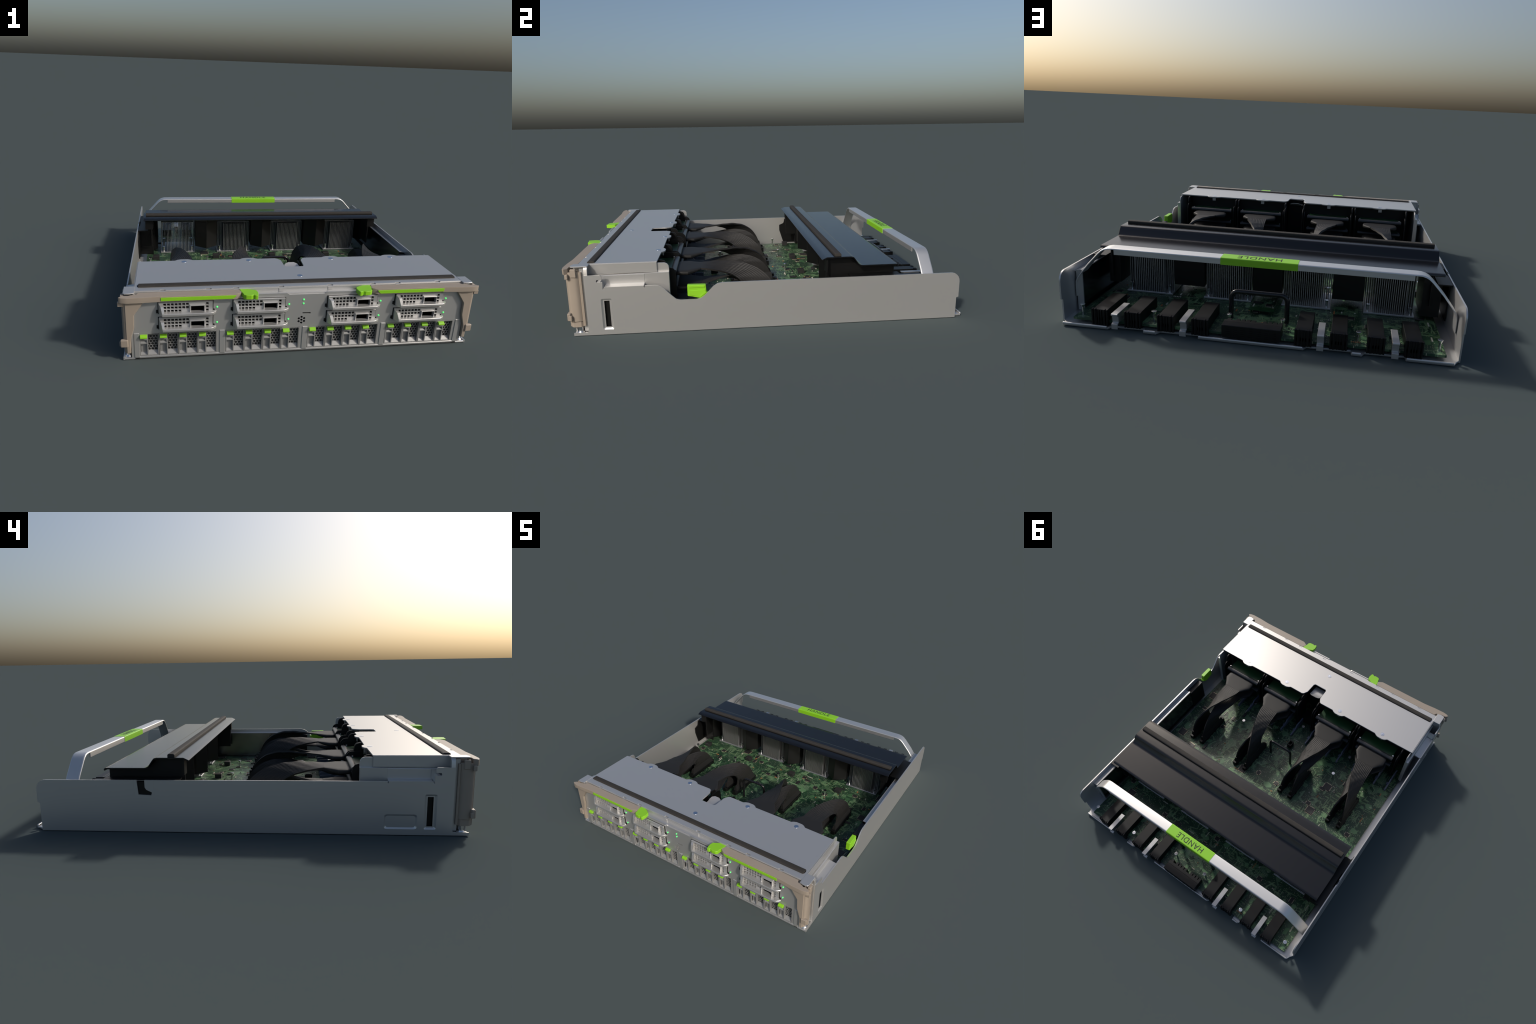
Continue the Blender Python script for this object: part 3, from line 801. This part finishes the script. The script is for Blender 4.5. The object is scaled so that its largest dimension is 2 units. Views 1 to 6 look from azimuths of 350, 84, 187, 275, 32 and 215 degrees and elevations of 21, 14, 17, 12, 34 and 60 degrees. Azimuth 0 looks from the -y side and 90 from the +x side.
def ribbon(xb, upper, xs, sgn, seed):
    """flat cable that leaves the boot lying flat and twists upright into a socket along y.
    sgn=+1: the -x edge takes the long way to the far socket end; -1: mirrored."""
    r = random.Random(seed)
    NW, NL, wires = 61, 32, 11
    jit = [r.uniform(-1, 1) for _ in range(4)]
    zb = 0.246 if upper else 0.164
    P = []
    for i in range(NW):
        s = i / (NW - 1)                     # 0 = long edge, 1 = short edge
        xe = xb + sgn * (-0.062 + 0.124 * s)
        ye = 0.064 - 0.222 * s
        q = s ** 1.1
        if upper:
            z1, z2 = 0.254 * (1 - q) + 0.234 * q, 0.314 * (1 - q) + 0.195 * q
            y1, y2 = -0.225 * (1 - q) - 0.235 * q, 0.000 * (1 - q) - 0.065 * q
        else:
            z1, z2 = 0.188 * (1 - q) + 0.170 * q, 0.282 * (1 - q) + 0.176 * q
            y1, y2 = -0.240 * (1 - q) - 0.235 * q, 0.000 * (1 - q) - 0.072 * q
        p0 = Vector((xe, -0.352, zb)); p3 = Vector((xs, ye, 0.080))
        p1 = Vector((xe, y1, z1 + 0.002 * jit[0]))
        p2 = Vector((xs + sgn * 0.012 * (1 - s), y2, z2 + 0.003 * jit[1]))
        P.append([bezier((p0, p1, p2, p3), j / NL) for j in range(NL + 1)])
    def nrm(i, j):
        a = P[min(i + 1, NW - 1)][j] - P[max(i - 1, 0)][j]
        c = P[i][min(j + 1, NL)] - P[i][max(j - 1, 0)]
        return a.cross(c).normalized()
    b = Build(); rings = []
    for j in range(NL + 1):
        up, dn = [], []
        t = j / NL
        amp = 0.0021 * math.sin(math.pi * min(1, max(0, t * 1.15))) ** 0.6 if t < 0.85 else 0.0
        for i in range(NW):
            s = i / (NW - 1); n = nrm(i, j)
            cor = abs(math.cos(math.pi * wires * s + 0.6 * math.sin(7 * t + jit[2])))
            wob = 0.0012 * math.sin(40 * t + 9 * s + jit[1]) * math.sin(math.pi * t)
            h = 0.0040 + amp * (cor - 0.5)
            up.append(P[i][j] + n * (h + wob)); dn.append(P[i][j] - n * (h - wob))
        rings.append(up + dn[::-1])
    b.loft(rings)
    return b.mesh('ribbon_cable', CABLE, 60, False)

PLUG = Build()
PLUG.loft([[(-0.013, -0.166, 0.052), (0.013, -0.166, 0.052), (0.013, 0.070, 0.052), (-0.013, 0.070, 0.052)],
           [(-0.012, -0.166, 0.070), (0.012, -0.166, 0.070), (0.012, 0.070, 0.070), (-0.012, 0.070, 0.070)],
           [(-0.0055, -0.160, 0.100), (0.0055, -0.160, 0.100), (0.0055, 0.064, 0.100), (-0.0055, 0.064, 0.100)]])
PLUGM = PLUG.mesh('cable_plug', MOULD, 30)
b = Build(); b.box(-0.018, 0.018, -0.172, 0.076, PZ, 0.060, bev=0.0015)
for y in (-0.176, 0.080): b.box(-0.014, 0.014, y - 0.008, y + 0.008, PZ, 0.068, bev=0.0015)
b.box(-0.023, 0.023, -0.07, -0.05, PZ, 0.052, bev=0.001); b.box(-0.023, 0.023, 0.01, 0.03, PZ, 0.052, bev=0.001)
SOCK = b.mesh('cable_socket', BLACK)
for i, (xb, c) in enumerate(zip(DX, CC)):
    outer = 1 if i % 2 else -1            # neighbouring bays fold their cables opposite ways
    for upper, sgn, zt in ((True, outer, 0.2505), (False, -outer, 0.1705)):
        xs = c + sgn * 0.043
        o = obj('ribbon_cable', ribbon(xb, upper, xs, sgn, 11 + i + 20 * upper), root)
        obj('cable_boot', BOOT, o, loc=(xb, 0, zt))
        obj('cable_plug', PLUGM, o, loc=(xs, 0, 0))
        obj('cable_socket', SOCK, board, loc=(xs, 0, 0))

# ---- strap handle -----------------------------------------------------------------------------
HY0, HY1 = 0.778, 0.843
half = [(0.0, 0.3325), (0.680, 0.3325), (0.698, 0.3315), (0.716, 0.3270), (0.732, 0.3180), (0.748, 0.3040), (0.800, 0.2480), (0.848, 0.1870), (0.858, 0.1720), (0.8635, 0.158), (0.8655, 0.140), (0.8655, 0.085)]
path = [(-x, z) for x, z in half[:0:-1]] + half
b = Build(); rings = []
for i, (x, z) in enumerate(path):
    a = Vector(path[max(i - 1, 0)]); c = Vector(path[min(i + 1, len(path) - 1)])
    t = (c - a).normalized(); nn = Vector((-t.y, t.x))
    tk = 0.0065; sec = []
    for yy, d in [(HY0, -tk), (HY0, -0.004), (HY0 + 0.002, -0.0013), (HY0 + 0.007, 0.0), (HY1 - 0.007, 0.0), (HY1 - 0.002, -0.0013), (HY1, -0.004), (HY1, -tk)]:
        sec.append((x + nn.x * d, yy, z + nn.y * d))
    rings.append(sec)
b.loft(rings)
for y0, y1 in ((HY0, HY0 + 0.006), (HY1 - 0.006, HY1)):      # folded flanges
    b.box(-0.668, 0.668, y0, y1, 0.3025, 0.3275, bev=0.0012)
hand = obj('strap_handle', b.mesh('strap_handle', STRAP, 40), root)
b = Build()
e = 0.0012
prof = fillet([(HY0 - e, 0.3015), (HY0 - e, 0.3325 + e), (HY1 + e, 0.3325 + e), (HY1 + e, 0.3015)], {1: 0.006, 2: 0.006}, 4)
inn = [(HY1 + e - 0.002, 0.3015), (HY1 + e - 0.002, 0.329), (HY0 - e + 0.002, 0.329), (HY0 - e + 0.002, 0.3015)]
b.prism(prof + inn, 'x', -0.172, 0.172)
band = obj('handle_label', b.mesh('handle_label', GREEN, 40), hand)
cu = bpy.data.curves.new('handle_text', 'FONT'); cu.body = 'HANDLE'; cu.align_x = 'CENTER'; cu.align_y = 'CENTER'
cu.size = 0.052; cu.extrude = 0.0003; cu.space_character = 1.12
to = bpy.data.objects.new('handle_text_tmp', cu); COL.objects.link(to)
bpy.context.view_layer.update()
tme = bpy.data.meshes.new_from_object(to.evaluated_get(bpy.context.evaluated_depsgraph_get()))
bpy.data.objects.remove(to)
tme.materials.clear(); tme.materials.append(TEXT); tme.name = 'lettering'
w = max(v.co.x for v in tme.vertices) - min(v.co.x for v in tme.vertices)
for v in tme.vertices: v.co.x *= 0.198 / w
obj('lettering', tme, hand, loc=(0.0, (HY0 + HY1) / 2, 0.3325 + e + 0.0002))

# ---- edge connectors and clips -------------------------------------------------------------------
b = Build()
b.box(-0.034, 0.034, 0.766, 0.972, PZ, 0.087, bev=0.0012)
b.box(-0.034, 0.034, 0.945, 0.972, 0.014, 0.050)
for x in (-0.034, -0.0215, 0.0215, 0.034): b.box(x - 0.0035, x + 0.0035, 0.962, 0.979, 0.015, 0.0895, bev=0.001)
for k in range(4):
    x = -0.0165 + k * 0.011; b.box(x - 0.0022, x + 0.0022, 0.965, 0.9765, 0.015, 0.083)
EDGE = b.mesh('edge_connector', BLACK)
for x in (0.682, 0.531, 0.380, 0.226, -0.222, -0.371, -0.525, -0.680):
    obj('edge_connector', EDGE, board, loc=(x, 0, 0))
b = Build()
b.prism([(0.864, 0.080), (0.864, 0.084), (0.993, 0.084), (0.9985, 0.081), (0.9985, 0.074), (0.988, 0.068), (0.986, 0.040), (0.999, 0.036), (1.000, 0.013), (0.996, 0.012), (0.993, 0.032), (0.980, 0.037), (0.980, 0.072), (0.990, 0.079)], 'x', -0.0145, 0.0145, bev=0.0008)
b.box(-0.010, 0.010, 0.880, 0.975, PZ, 0.081)
CLIP = b.mesh('spring_clip', ALU)
for x in (0.604, 0.296, -0.296, -0.604):
    obj('spring_clip', CLIP, board, loc=(x, 0, 0))
b = Build()
b.box(-0.128, 0.128, 0.945, 0.988, 0.024, 0.081, bev=0.002)
b.box(-0.128, 0.128, 0.925, 0.946, PZ, 0.081, bev=0.001)
for x in (-0.118, -0.095, -0.072, -0.049, 0.0, 0.023, 0.046, 0.069, 0.108):
    b.box(x - 0.009, x + 0.009, 0.908, 0.930, PZ, 0.0805, bev=0.001)
for x in (-0.1, -0.068, -0.036, 0.0, 0.036, 0.068, 0.1):
    for r in range(5):
        b.box(x - 0.009, x + 0.009, 0.987, 0.9895, 0.031 + r * 0.009, 0.036 + r * 0.009)
obj('power_connector', b.mesh('power_connector', BLACK), board)
b = Build(); b.box(-0.06, 0.06, 0.70, 0.74, 0.055, 0.058)
for x in (-0.05, 0.05): b.cyl((x, 0.72, 0.046), 0.004, 0.02, seg=10)
obj('daughter_card', b.mesh('daughter_card', PCB2), board)
